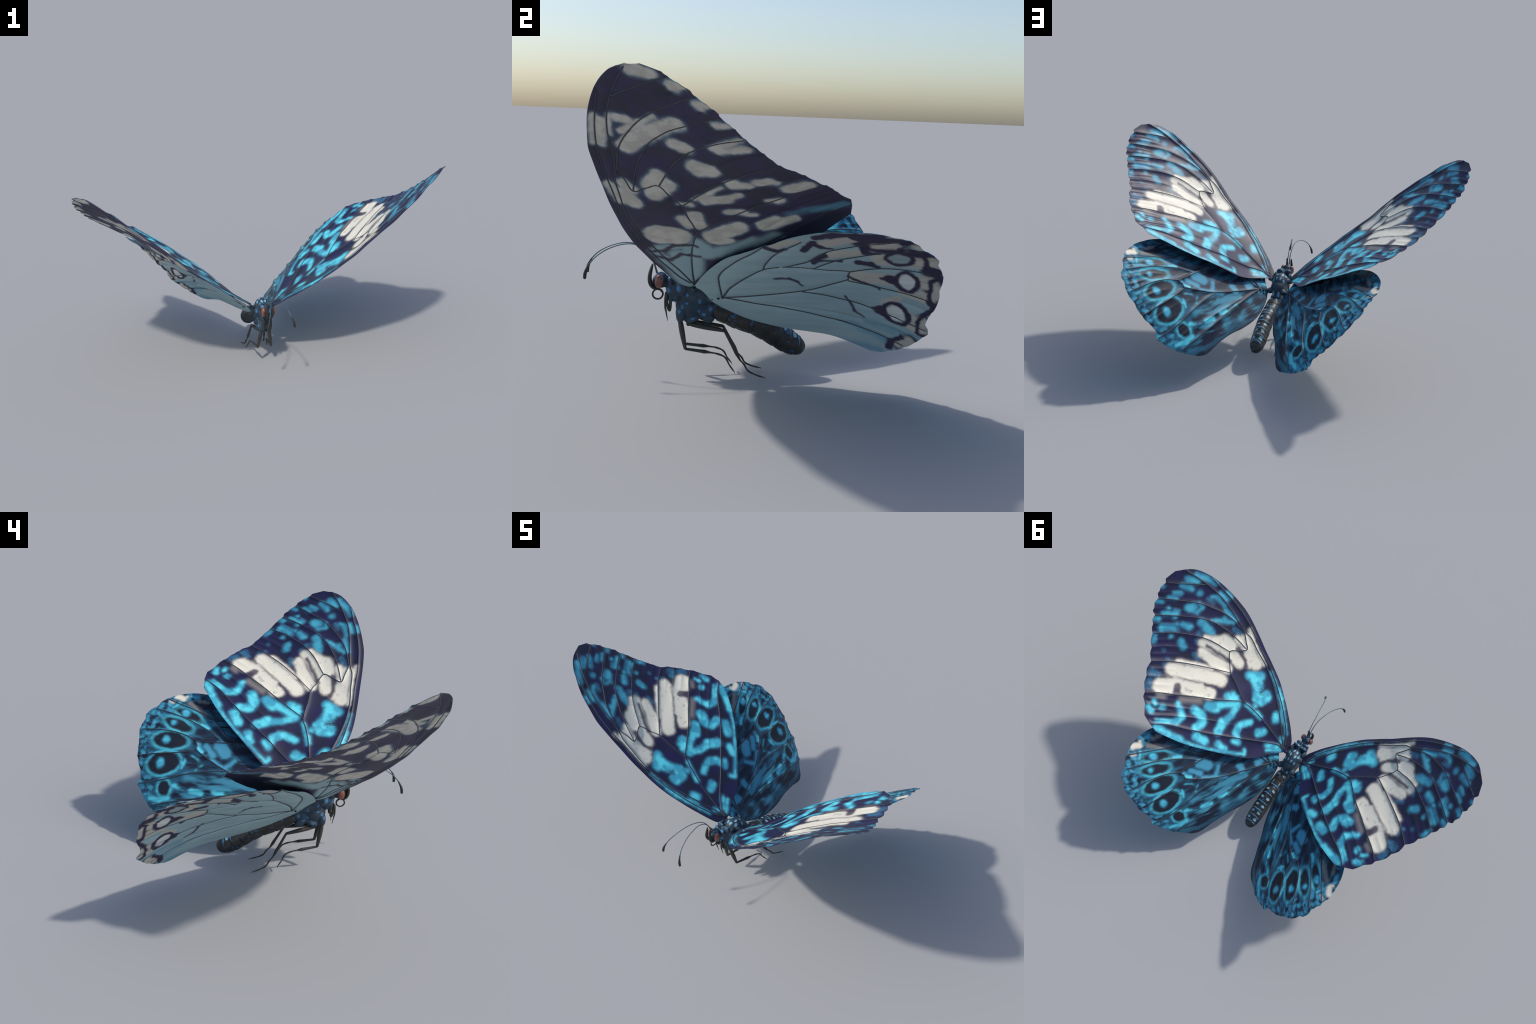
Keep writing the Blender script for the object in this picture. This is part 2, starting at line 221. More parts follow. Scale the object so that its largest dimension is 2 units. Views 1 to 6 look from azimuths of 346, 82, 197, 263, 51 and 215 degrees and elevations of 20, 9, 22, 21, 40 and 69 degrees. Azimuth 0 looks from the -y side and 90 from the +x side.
FOREWING_UNDER = {
    'grey_outer': [
        (1.166, -0.11, 1.176, -0.077, 0.0123), (1.18, -0.082, 1.179, -0.051, 0.016), (1.157, 0.008, 1.172, 0.033, 0.0137), (1.146, 0.017, 1.146, 0.017, 0.0084),
        (1.11, 0.076, 1.126, 0.106, 0.0111), (1.099, 0.088, 1.099, 0.088, 0.008), (1.039, 0.126, 1.06, 0.163, 0.0091), (0.948, -0.241, 0.83, -0.256, 0.0097),
        (0.935, -0.219, 0.831, -0.234, 0.0114), (0.962, -0.193, 0.885, -0.203, 0.0056), (0.965, -0.167, 0.965, -0.143, 0.0138), (0.908, -0.157, 0.96, -0.101, 0.011),
        (0.96, -0.101, 1, -0.057, 0.0058), (0.841, -0.152, 0.92, -0.079, 0.025), (0.92, -0.079, 0.996, 0.007, 0.0223), (0.832, -0.167, 0.832, -0.167, 0.0147),
        (0.895, -0.002, 0.885, 0.026, 0.0201), (0.922, 0.109, 1.002, 0.193, 0.0087), (0.918, 0.132, 0.963, 0.211, 0.0113), (0.807, 0.053, 0.801, 0.096, 0.0231),
        (0.782, 0.061, 0.782, 0.061, 0.0163), (0.729, -0.071, 0.66, -0.105, 0.0191), (0.684, -0.043, 0.684, -0.043, 0.0233), (0.626, -0.09, 0.626, -0.09, 0.0211),
        (0.646, -0.06, 0.646, -0.06, 0.0165), (0.65, -0.189, 0.627, -0.159, 0.0152), (0.625, -0.236, 0.559, -0.211, 0.0137), (0.596, -0.188, 0.564, -0.163, 0.0223),
    ],
    'grey_inner': [
        (0.742, 0.148, 0.758, 0.172, 0.0069), (0.733, 0.165, 0.745, 0.206, 0.0168), (0.772, 0.244, 0.786, 0.276, 0.017), (0.78, 0.293, 0.78, 0.293, 0.009),
        (0.616, 0.079, 0.629, 0.134, 0.0213), (0.629, 0.134, 0.668, 0.177, 0.0128), (0.616, 0.036, 0.665, 0.088, 0.0052), (0.665, 0.088, 0.707, 0.125, 0.0044),
        (0.743, 0.336, 0.79, 0.387, 0.0209), (0.644, 0.272, 0.654, 0.308, 0.0108), (0.541, 0.148, 0.544, 0.183, 0.0151), (0.531, 0.207, 0.537, 0.229, 0.0062),
        (0.518, 0.031, 0.441, 0.042, 0.0188), (0.498, -0.015, 0.439, 0.011, 0.0119), (0.586, -0.008, 0.583, 0.022, 0.0068), (0.66, 0.311, 0.637, 0.296, 0.0063),
        (0.378, -0.094, 0.366, -0.043, 0.0432), (0.348, -0.107, 0.348, -0.107, 0.0336), (0.38, 0.085, 0.444, 0.171, 0.0258), (0.347, 0.087, 0.352, 0.136, 0.0158),
        (0.473, 0.245, 0.521, 0.298, 0.0125), (0.457, 0.261, 0.525, 0.354, 0.0163),
    ],
    'base_zone': [
        (0.224, -0.037, 0.009, -0.007, 0.0443), (0.286, 0.008, -0.006, -0.004, 0.0376), (0.182, -0.093, 0.026, -0.035, 0.0305), (0.322, 0.03, 0.263, 0.074, 0.0279),
        (0.254, 0.053, 0.291, 0.121, 0.0276), (0.271, 0.101, 0.358, 0.228, 0.0251), (0.342, 0.228, 0.408, 0.299, 0.0207), (0.24, -0.128, 0.141, -0.079, 0.0199),
        (0.266, -0.102, 0.306, -0.031, 0.0246),
    ],
    'trail_blue': [
        (0.595, 0.398, 0.648, 0.51, 0.0218), (0.554, 0.342, 0.595, 0.398, 0.0143),
    ],
    'stripe': [
        (0.234, -0.146, 0.247, -0.094, 0.009), (0.247, -0.094, 0.299, -0.058, 0.0099), (0.299, -0.058, 0.305, -0.021, 0.0096), (0.305, -0.021, 0.298, 0.025, 0.0085),
        (0.201, -0.129, 0.185, -0.079, 0.0086), (0.185, -0.079, 0.241, -0.036, 0.0091), (0.241, -0.036, 0.235, -0.002, 0.0088), (0.235, -0.002, 0.239, 0.032, 0.0072),
    ],
}
HINDWING_UNDER = {
    'grey': [
        (0.554, 0.05, 0.792, 0.143, 0.0305), (0.685, -0.019, 0.816, 0.038, 0.0294), (0.683, 0.165, 0.75, 0.21, 0.0274), (0.628, 0.276, 0.645, 0.328, 0.0325),
        (0.588, 0.201, 0.642, 0.197, 0.0168), (0.544, -0.104, 0.633, -0.08, 0.0208), (0.56, -0.179, 0.673, -0.172, 0.0213), (0.402, -0.226, 0.491, -0.225, 0.0188),
        (0.72, -0.101, 0.777, -0.078, 0.0195), (0.8, -0.045, 0.8, -0.045, 0.0082), (0.841, -0.06, 0.853, -0.04, 0.013), (0.853, 0.039, 0.859, 0.054, 0.0248),
        (0.802, 0.156, 0.781, 0.202, 0.0199), (0.683, 0.302, 0.666, 0.345, 0.0189), (0.543, 0.399, 0.588, 0.394, 0.02),
    ],
    'dark': [
        (0.362, -0.222, 0.389, -0.188, 0.01), (0.389, -0.188, 0.422, -0.189, 0.0075), (0.572, -0.225, 0.639, -0.221, 0.014), (0.642, -0.225, 0.712, -0.2, 0.0116),
        (0.7, -0.183, 0.754, -0.134, 0.0217), (0.754, -0.134, 0.823, -0.102, 0.0162), (0.477, -0.163, 0.544, -0.2, 0.0105), (0.536, -0.189, 0.546, -0.16, 0.01),
        (0.546, -0.16, 0.572, -0.139, 0.0062), (0.464, -0.085, 0.523, -0.103, 0.0104), (0.493, -0.082, 0.556, -0.052, 0.0055), (0.676, -0.116, 0.666, -0.069, 0.0135),
        (0.668, -0.073, 0.7, -0.053, 0.0084), (0.61, -0.026, 0.643, -0.007, 0.0119), (0.643, -0.007, 0.656, 0.021, 0.0088), (0.637, 0.082, 0.68, 0.095, 0.008),
        (0.664, 0.088, 0.683, 0.107, 0.0192), (0.529, 0.224, 0.568, 0.25, 0.0091), (0.549, 0.238, 0.57, 0.257, 0.0215), (0.778, -0.056, 0.843, -0.021, 0.0059),
        (0.838, 0.005, 0.817, 0.067, 0.0074), (0.817, 0.067, 0.853, 0.094, 0.012), (0.842, 0.118, 0.797, 0.137, 0.0068), (0.795, 0.137, 0.75, 0.222, 0.0069),
        (0.747, 0.227, 0.754, 0.256, 0.0114), (0.742, 0.261, 0.699, 0.278, 0.0082), (0.699, 0.278, 0.663, 0.307, 0.0058), (0.663, 0.307, 0.643, 0.355, 0.0058),
        (0.643, 0.355, 0.664, 0.366, 0.0053), (0.521, 0.382, 0.496, 0.411, 0.0113), (0.526, 0.379, 0.567, 0.371, 0.0073), (0.274, -0.044, 0.323, -0.027, 0.0044),
        (0.323, -0.027, 0.34, 0.001, 0.0056), (0.34, 0.001, 0.341, 0.031, 0.0037), (0.458, 0.139, 0.449, 0.215, 0.0041), (0.449, 0.215, 0.47, 0.254, 0.0035),
        (0.528, 0.042, 0.568, 0.097, 0.0065), (0.568, 0.097, 0.598, 0.134, 0.0046),
    ],
    'eye_ring': [
        (0.7135, 0.12, 0.0415, 0.0547, 23.6517), (0.5996, 0.2606, 0.0494, 0.0552, 5.8179), (0.7524, -0.0024, 0.0493, 0.0393, 14.278),
    ],
    'eye_white': [
        (0.7136, 0.118, 0.0271, 0.0399, 21.6157), (0.5981, 0.2617, 0.0325, 0.041, 9.2351),
    ],
    'eye_grey': [
        (0.7524, -0.0024, 0.0365, 0.0261, 14.4797),
    ],
    'tornus_blue': [
        (0.468, 0.278, 0.547, 0.335, 0.007), (0.547, 0.335, 0.629, 0.374, 0.01), (0.4, 0.284, 0.497, 0.381, 0.0132), (0.311, 0.362, 0.449, 0.422, 0.0162),
    ],
    'rim_field': [
        (0.833, -0.004, 0.867, 0.012, 0.0342), (0.815, 0.094, 0.823, 0.147, 0.0323), (0.775, 0.177, 0.768, 0.235, 0.0262), (0.69, 0.297, 0.674, 0.355, 0.0235),
        (0.63, -0.209, 0.77, -0.159, 0.0255), (0.691, -0.125, 0.788, -0.032, 0.0371), (0.754, -0.134, 0.834, -0.08, 0.0249), (0.54, 0.405, 0.602, 0.388, 0.025),
    ],
}

MIRROR = Matrix.Diagonal((-1, 1, 1, 1))
ROOT = None


# --------------------------------------------------------------------------
# node helpers
# --------------------------------------------------------------------------
class Shade:
    """Small builder for one procedural material."""

    def __init__(self, name, zone=(-9, 9)):
        self.zone = zone
        self.mat = bpy.data.materials.new(name)
        self.mat.use_nodes = True
        self.t = self.mat.node_tree
        self.t.nodes.clear()

    def node(self, kind, **props):
        n = self.t.nodes.new(kind)
        for k, v in props.items():
            setattr(n, k, v)
        return n

    def put(self, socket, value):
        if hasattr(value, "is_output"):
            self.t.links.new(value, socket)
        else:
            socket.default_value = value

    def math(self, op, a, b=0.0, c=None):
        n = self.node("ShaderNodeMath", operation=op)
        self.put(n.inputs[0], a)
        self.put(n.inputs[1], b)
        if c is not None:
            self.put(n.inputs[2], c)
        return n.outputs[0]

    def noise(self, vec, scale, detail=3.0, rough=0.55, colour=False):
        n = self.node("ShaderNodeTexNoise")
        self.put(n.inputs["Vector"], vec)
        n.inputs["Scale"].default_value = scale
        n.inputs["Detail"].default_value = detail
        n.inputs["Roughness"].default_value = rough
        return n.outputs["Color" if colour else "Fac"]

    def stretch(self, vec, scale):
        n = self.node("ShaderNodeMapping")
        self.put(n.inputs["Vector"], vec)
        n.inputs["Scale"].default_value = scale
        return n.outputs[0]

    def rays(self, vec, degrees, fine, long):
        """coordinates drawn out along one direction, for streaky noise"""
        n = self.node("ShaderNodeMapping", vector_type="TEXTURE")
        self.put(n.inputs["Vector"], vec)
        n.inputs["Rotation"].default_value = (0, 0, math.radians(degrees))
        n.inputs["Scale"].default_value = (long, fine, 1.0)
        return n.outputs[0]

    def coords(self):
        return self.node("ShaderNodeTexCoord").outputs["Object"]

    def wobble(self, vec, scale, amount, detail=2.0):
        """coordinates pushed about by noise, so that drawn borders look grown"""
        c = self.noise(vec, scale, detail, colour=True)
        n = self.node("ShaderNodeVectorMath", operation="MULTIPLY_ADD")
        self.put(n.inputs[0], c)
        n.inputs[1].default_value = (2 * amount,) * 3
        m = self.node("ShaderNodeVectorMath", operation="SUBTRACT")
        self.put(n.inputs[2], vec)
        self.put(m.inputs[0], n.outputs[0])
        m.inputs[1].default_value = (amount,) * 3
        return m.outputs[0]

    def blob(self, vec, centre, half, turn, unit):
        """distance (roughly metres) to an ellipse or ellipsoid, negative inside"""
        n = self.node("ShaderNodeMapping", vector_type="TEXTURE")
        self.put(n.inputs["Vector"], vec)
        n.inputs["Location"].default_value = centre
        n.inputs["Rotation"].default_value = turn
        n.inputs["Scale"].default_value = half
        d = self.node("ShaderNodeVectorMath", operation="LENGTH")
        self.put(d.inputs[0], n.outputs[0])
        return self.math("MULTIPLY", self.math("SUBTRACT", d.outputs["Value"], 1.0), unit)

    def near(self, u, v, reach):
        """is a marking close enough to this material's strip of the wing to matter"""
        lo, hi = self.zone
        return lo - reach - 0.05 < u < hi + reach + 0.05

    def capsule(self, vec, u0, v0, u1, v1, r):
        """distance to a short rounded stroke"""
        n = self.node("ShaderNodeMapping", vector_type="TEXTURE")
        self.put(n.inputs["Vector"], vec)
        n.inputs["Location"].default_value = ((u0 + u1) / 2, (v0 + v1) / 2, 0)
        n.inputs["Rotation"].default_value = (0, 0, math.atan2(v1 - v0, u1 - u0))
        last = n.outputs[0]
        for op, val in (("ABSOLUTE", None), ("SUBTRACT", (math.hypot(u1 - u0, v1 - v0) / 2, 0, 1e3)), ("MAXIMUM", (0, 0, 0))):
            m = self.node("ShaderNodeVectorMath", operation=op)
            self.put(m.inputs[0], last)
            if val is not None:
                m.inputs[1].default_value = val
            last = m.outputs[0]
        d = self.node("ShaderNodeVectorMath", operation="LENGTH")
        self.put(d.inputs[0], last)
        return self.math("SUBTRACT", d.outputs["Value"], r)

    def strokes(self, vec, items, widen=1.0, merge=0.010):
        """field of the nearest of many short rounded strokes (u0, v0, u1, v1, radius)"""
        field = 1.0
        for u0, v0, u1, v1, r in items:
            if self.near((u0 + u1) / 2, 0, abs(u1 - u0) / 2 + r):
                f = self.capsule(vec, u0, v0, u1, v1, r * widen)
                field = f if field == 1.0 else self.math("SMOOTH_MIN", field, f, merge)
        return field

    def ellipses(self, vec, items, grow=0.0):
        """field of the nearest of several ellipses (u, v, half a, half b, degrees)"""
        field = 1.0
        for u, v, a, b, deg in items:
            if self.near(u, 0, max(a, b) + grow):
                f = self.blob(vec, (u, v, 0), (a + grow, b + grow, 1e3), (0, 0, math.radians(deg)), min(a, b) + grow)
                field = self.math("MINIMUM", field, f)
        return field

    def ball_spots(self, vec, items):
        field = None
        for x, y, z, a, b, c in items:
            f = self.blob(vec, (x, y, z), (a, b, c), (0, 0, 0), min(a, b, c))
            field = f if field is None else self.math("MINIMUM", field, f)
        return field

    def mask(self, field, soft, shift=0.0):
        n = self.node("ShaderNodeMapRange", interpolation_type="SMOOTHSTEP")
        self.put(n.inputs["Value"], field)
        n.inputs["From Min"].default_value = shift + soft
        n.inputs["From Max"].default_value = shift - soft
        return n.outputs[0]

    def ramp(self, value, lo, hi):
        n = self.node("ShaderNodeMapRange", interpolation_type="SMOOTHSTEP")
        self.put(n.inputs["Value"], value)
        n.inputs["From Min"].default_value = lo
        n.inputs["From Max"].default_value = hi
        return n.outputs[0]

    def mix(self, fac, a, b):
        n = self.node("ShaderNodeMix", data_type="RGBA")
        self.put(n.inputs[0], fac)
        for s, v in ((n.inputs[6], a), (n.inputs[7], b)):
            self.put(s, v if hasattr(v, "is_output") else (*v, 1.0))
        return n.outputs[2]

    def finish(self, colour, rough=0.5, specular=0.5, bump=None, bump_strength=0.2, bump_distance=0.002, coat=0.0):
        p = self.node("ShaderNodeBsdfPrincipled")
        self.put(p.inputs["Base Color"], colour if hasattr(colour, "is_output") else (*colour, 1.0))
        self.put(p.inputs["Roughness"], rough)
        p.inputs["Specular IOR Level"].default_value = specular
        p.inputs["Coat Weight"].default_value = coat
        p.inputs["Coat Roughness"].default_value = 0.1
        if bump is not None:
            b = self.node("ShaderNodeBump")
            b.inputs["Strength"].default_value = bump_strength
            b.inputs["Distance"].default_value = bump_distance
            self.put(b.inputs["Height"], bump)
            self.put(p.inputs["Normal"], b.outputs[0])
        out = self.node("ShaderNodeOutputMaterial")
        self.put(out.inputs[0], p.outputs[0])
        return self.mat


# --------------------------------------------------------------------------
# materials
# --------------------------------------------------------------------------
NAVY = (0.017, 0.015, 0.062)
BLACK_BLUE = (0.015, 0.016, 0.036)
CYAN = (0.105, 0.600, 0.720)
TEAL = (0.042, 0.200, 0.300)
IVORY = (0.74, 0.69, 0.57)
GREY = (0.45, 0.43, 0.375)
BLUE_GREY = (0.305, 0.420, 0.440)


def wing_base(s):
    """shared start of every wing material: plain and warped coordinates"""
    raw = s.coords()
    vec = s.wobble(raw, 22.0, 0.009)
    vec = s.wobble(vec, 170.0, 0.0030, 3.0)
    return raw, vec


def glow(s, col, field, bright, dim, wide=0.014):
    """a patch that fades from a dim rim into a bright heart"""
    col = s.mix(s.mask(field, wide, 0.002), col, dim)
    return s.mix(s.mask(field, wide * 0.8, -0.005), col, bright)


def forewing_upper(zone):
    s, P = Shade("forewing_upper_scales", zone), FOREWING_UPPER
    raw, vec = wing_base(s)
    cloud = s.noise(raw, 11.0, 3.0)
    grain = s.noise(raw, 210.0, 3.0, 0.65)
    fleck = s.ramp(grain, 0.40, 0.62)
    col = s.mix(s.ramp(cloud, 0.35, 0.7), NAVY, BLACK_BLUE)
    bright = s.mix(s.ramp(s.noise(raw, 17.0, 2.0), 0.38, 0.62), (0.120, 0.660, 0.760), (0.055, 0.360, 0.500))
    f = s.strokes(vec, P["dim_blue"], 1.25)
    col = s.mix(s.math("MULTIPLY", s.mask(f, 0.012), s.math("MULTIPLY_ADD", fleck, 0.6, 0.25)), col, (0.045, 0.20, 0.33))
    for key in ("blue_apex", "blue_cell", "blue_lower", "blue_inner"):
        f = s.strokes(vec, P[key], 1.0 if key == "blue_apex" else 1.18, 0.014)
        soft_blue = s.mix(0.6, bright, (0.040, 0.220, 0.350))
        col = glow(s, col, f, soft_blue if key == "blue_apex" else bright, TEAL)
    f = s.strokes(vec, P["dark_speckle"])
    col = s.mix(s.math("MULTIPLY", s.mask(f, 0.010, 0.006), fleck), col, NAVY)
    f = s.strokes(vec, P["dim_white"], 1.1)
    col = s.mix(s.math("MULTIPLY", s.mask(f, 0.022), 0.55), col, (0.42, 0.38, 0.32))
    f = s.strokes(vec, P["white"], 1.30)
    worn = s.ramp(s.noise(raw, 26.0, 4.0, 0.7), 0.55, 0.68)
    cream = s.mix(s.math("MULTIPLY", worn, fleck), IVORY, (0.30, 0.31, 0.29))
    col = s.mix(s.mask(f, 0.016, 0.003), col, (0.34, 0.31, 0.27))
    col = s.mix(s.mask(f, 0.011, -0.002), col, cream)
    f = s.strokes(vec, P["notch"])
    col = s.mix(s.math("MULTIPLY", s.mask(f, 0.009, 0.001), 0.9), col, (0.055, 0.044, 0.070))
    return s.finish(col, 0.45, 0.32, grain, 0.25, 0.0010)


def hindwing_upper(zone):
    s, P = Shade("hindwing_upper_scales", zone), HINDWING_UPPER
    raw, vec = wing_base(s)
    streak = s.noise(s.rays(s.wobble(raw, 9.0, 0.015), 28.0, 0.032, 0.20), 1.0, 2.0, 0.55)
    grain = s.noise(raw, 210.0, 3.0, 0.65)
    fleck = s.ramp(grain, 0.38, 0.62)
    col = s.mix(s.ramp(streak, 0.38, 0.68), (0.015, 0.019, 0.038), (0.030, 0.120, 0.190))
    # mottled outer border
    rim = s.strokes(raw, P["inner_field"])
    mottle = s.noise(s.wobble(raw, 40.0, 0.012), 38.0, 1.5)
    col = s.mix(s.math("MULTIPLY", s.ramp(rim, 0.0, 0.02), s.ramp(mottle, 0.46, 0.64)), col, (0.045, 0.220, 0.340))
    f = s.strokes(vec, P["border_spot"])
    col = s.mix(s.math("MULTIPLY", s.mask(f, 0.007, 0.001), 0.85), col, (0.075, 0.360, 0.500))
    f = s.strokes(vec, P["mid_wash"])
    col = s.mix(s.math("MULTIPLY", s.mask(f, 0.020), s.ramp(streak, 0.36, 0.60)), col, (0.060, 0.260, 0.370))
    f = s.strokes(vec, P["mid_cell"])
    col = glow(s, col, f, (0.070, 0.300, 0.440), (0.035, 0.150, 0.240), 0.010)
    # eye spots: bright ring, dark teardrop, bright pupil
    f = s.ellipses(vec, P["eye_dark"], 0.014)
    col = s.mix(s.mask(f, 0.011, 0.005), col, TEAL)
    col = s.mix(s.math("MULTIPLY", s.mask(f, 0.008, -0.002), s.math("MULTIPLY_ADD", fleck, 0.35, 0.65)), col, CYAN)
    f = s.strokes(vec, P["cyan"])
    col = glow(s, col, f, CYAN, TEAL, 0.009)
    f = s.strokes(vec, P["dark_ray"])
    col = s.mix(s.math("MULTIPLY", s.mask(f, 0.011), 0.88), col, (0.018, 0.022, 0.042))
    f = s.ellipses(vec, P["eye_dark"])
    col = s.mix(s.mask(f, 0.008, 0.001), col, (0.017, 0.021, 0.034))
    f = s.ellipses(vec, P["eye_dot"])
    col = glow(s, col, f, (0.085, 0.470, 0.620), TEAL, 0.009)
    f = s.strokes(vec, P["dim_white"])
    col = s.mix(s.math("MULTIPLY", s.mask(f, 0.009), 0.6), col, (0.30, 0.28, 0.25))
    f = s.strokes(vec, P["white"])
    col = s.mix(s.mask(f, 0.009), col, IVORY)
    return s.finish(col, 0.48, 0.20, grain, 0.25, 0.0010)


def forewing_under(zone):
    s, P = Shade("forewing_under_scales", zone), FOREWING_UNDER
    raw, vec = wing_base(s)
    cloud = s.noise(raw, 10.0, 3.0)
    grain = s.noise(s.stretch(raw, (160.0, 70.0, 1.0)), 1.0, 4.0, 0.65)
    scuff = s.ramp(s.noise(raw, 18.0, 3.0), 0.42, 0.56)
    col = s.mix(s.ramp(cloud, 0.38, 0.66), (0.038, 0.031, 0.078), (0.033, 0.030, 0.050))
    f = s.strokes(vec, P["trail_blue"])
    col = s.mix(s.math("MULTIPLY", s.mask(f, 0.016), 0.85), col, (0.090, 0.230, 0.320))
    f = s.strokes(vec, P["base_zone"], 1.05)
    col = s.mix(s.mask(f, 0.018), col, (0.270, 0.395, 0.425))
    pale = s.mix(s.math("MULTIPLY", s.math("MULTIPLY_ADD", s.ramp(grain, 0.30, 0.66), 0.5, 0.35), scuff), GREY, (0.60, 0.57, 0.50))
    for key in ("grey_outer", "grey_inner"):
        f = s.strokes(vec, P[key], 1.26, 0.018)
        col = s.mix(s.math("MULTIPLY", s.mask(f, 0.010, 0.007), 0.8), col, (0.110, 0.190, 0.250))
        col = s.mix(s.mask(f, 0.007, 0.001), col, pale)
    f = s.strokes(vec, P["stripe"])
    col = s.mix(s.mask(f, 0.006), col, (0.052, 0.046, 0.064))
    return s.finish(col, 0.62, 0.3, grain, 0.2, 0.001)


def hindwing_under(zone):
    s, P = Shade("hindwing_under_scales", zone), HINDWING_UNDER
    raw, vec = wing_base(s)
    streak = s.noise(s.rays(raw, 20.0, 0.03, 0.3), 1.0, 3.0)
    grain = s.noise(raw, 220.0, 2.0)
    dark = (0.034, 0.027, 0.060)
    col = s.mix(s.ramp(streak, 0.35, 0.7), BLUE_GREY, (0.250, 0.365, 0.395))
    f = s.strokes(vec, P["tornus_blue"])
    col = s.mix(s.math("MULTIPLY", s.mask(f, 0.022), 0.8), col, (0.095, 0.250, 0.350))
    f = s.strokes(vec, P["rim_field"])
    col = s.mix(s.mask(f, 0.010), col, dark)
    f = s.strokes(vec, P["grey"], 1.04)
    col = s.mix(s.mask(f, 0.008), col, GREY)
    f = s.strokes(vec, P["dark"], 1.25, 0.010)
    col = s.mix(s.mask(f, 0.005), col, dark)
    f = s.ellipses(vec, P["eye_ring"], 0.004)
    col = s.mix(s.mask(f, 0.005), col, dark)
    f = s.ellipses(vec, P["eye_grey"])
    col = s.mix(s.mask(f, 0.005), col, (0.28, 0.35, 0.36))
    f = s.ellipses(vec, P["eye_white"])
    col = s.mix(s.mask(f, 0.005), col, s.mix(s.ramp(streak, 0.4, 0.65), (0.66, 0.68, 0.64), (0.54, 0.58, 0.56)))
    return s.finish(col, 0.62, 0.3, grain, 0.15, 0.001)


def plain(name, colour, other, scale, rough, specular=0.4, bump=0.2, coat=0.0):
    s = Shade(name)
    raw = s.coords()
    n = s.noise(raw, scale, 3.0)
    col = s.mix(s.ramp(n, 0.35, 0.68), colour, other)
    return s.finish(col, rough, specular, n, bump, 0.002, coat)


def mirrored_coords(s):
    raw = s.coords()
    x = s.node("ShaderNodeSeparateXYZ")
    s.put(x.inputs[0], raw)
    c = s.node("ShaderNodeCombineXYZ")
    s.put(c.inputs[0], s.math("ABSOLUTE", x.outputs[0]))
    s.put(c.inputs[1], x.outputs[1])
    s.put(c.inputs[2], x.outputs[2])
    return raw, c.outputs[0]


def spotted_body(name, groups, dark, other):
    s = Shade(name)
    raw, folded = mirrored_coords(s)
    vec = s.wobble(folded, 55.0, 0.0065)
    fuzz = s.noise(s.stretch(raw, (120.0, 60.0, 120.0)), 1.0, 3.0)
    col = s.mix(s.ramp(s.noise(raw, 30.0, 3.0), 0.35, 0.7), dark, other)
    for items, colour in groups:
        f = s.ball_spots(vec, items)
        col = s.mix(s.mask(f, 0.0016), col, colour)
    return s.finish(col, 0.55, 0.4, fuzz, 0.5, 0.002)


# --------------------------------------------------------------------------
# mesh helpers
# --------------------------------------------------------------------------
def add_object(name, verts, faces, mats, parent, smooth=True, slots=None):
    me = bpy.data.meshes.new(name)
    me.from_pydata([tuple(map(float, v)) for v in verts], [], faces)
    for m in mats:
        me.materials.append(m)
    if slots is not None:
        me.polygons.foreach_set("material_index", slots)
    me.polygons.foreach_set("use_smooth", [smooth] * len(me.polygons))
    me.update()
    ob = bpy.data.objects.new(name, me)
    bpy.context.scene.collection.objects.link(ob)
    if parent is not None:
        ob.parent = parent
    return ob


def rounded(points, n):
    """Catmull-Rom curve through points, n steps per span, last point left out"""
    p = np.asarray(points, float)
    ext = np.vstack([2 * p[0] - p[1], p, 2 * p[-1] - p[-2]])
    t = np.linspace(0, 1, n, endpoint=False)[:, None]
    out = []
    for a, b, c, d in zip(ext, ext[1:], ext[2:], ext[3:]):
        out.append(0.5 * (2 * b + (c - a) * t + (2 * a - 5 * b + 4 * c - d) * t ** 2 + (3 * b - a - 3 * c + d) * t ** 3))
    return np.vstack(out)


def even_steps(points, step):
    """points along a polyline about one step apart, corners kept"""
    out = []
    for a, b in zip(points[:-1], points[1:]):
        a, b = np.asarray(a, float), np.asarray(b, float)
        n = max(1, round(np.linalg.norm(b - a) / step))
        out += [a + (b - a) * i / n for i in range(n)]
    return np.array(out)


def tube(points, radii, sides=10, squash=1.0):
    """verts and faces of a closed round tube along points"""
    p = np.asarray(points, float)
    r = np.broadcast_to(np.asarray(radii, float), (len(p),))
    tang = np.gradient(p, axis=0)
    tang /= np.linalg.norm(tang, axis=1)[:, None]
    ref = np.array([1.0, 0, 0]) if abs(tang[0][0]) < 0.8 else np.array([0, 0, 1.0])
    verts, faces = [], []
    for i, (q, t, rad) in enumerate(zip(p, tang, r)):
        a = ref - t * (ref @ t)
        a /= np.linalg.norm(a)
        ref = a
        b = np.cross(t, a)
        for k in range(sides):
            ang = 2 * math.pi * k / sides
            verts.append(q + rad * (a * math.cos(ang) * squash + b * math.sin(ang)))
        if i:
            for k in range(sides):
                k2 = (k + 1) % sides
                o = (i - 1) * sides
                faces.append((o + k, o + k2, o + sides + k2, o + sides + k))
    n = len(verts)
    verts += [p[0] - tang[0] * r[0] * 0.6, p[-1] + tang[-1] * r[-1] * 0.6]
    last = (len(p) - 1) * sides
    for k in range(sides):
        k2 = (k + 1) % sides
        faces.append((n, k2, k))
        faces.append((n + 1, last + k, last + k2))
    return verts, faces


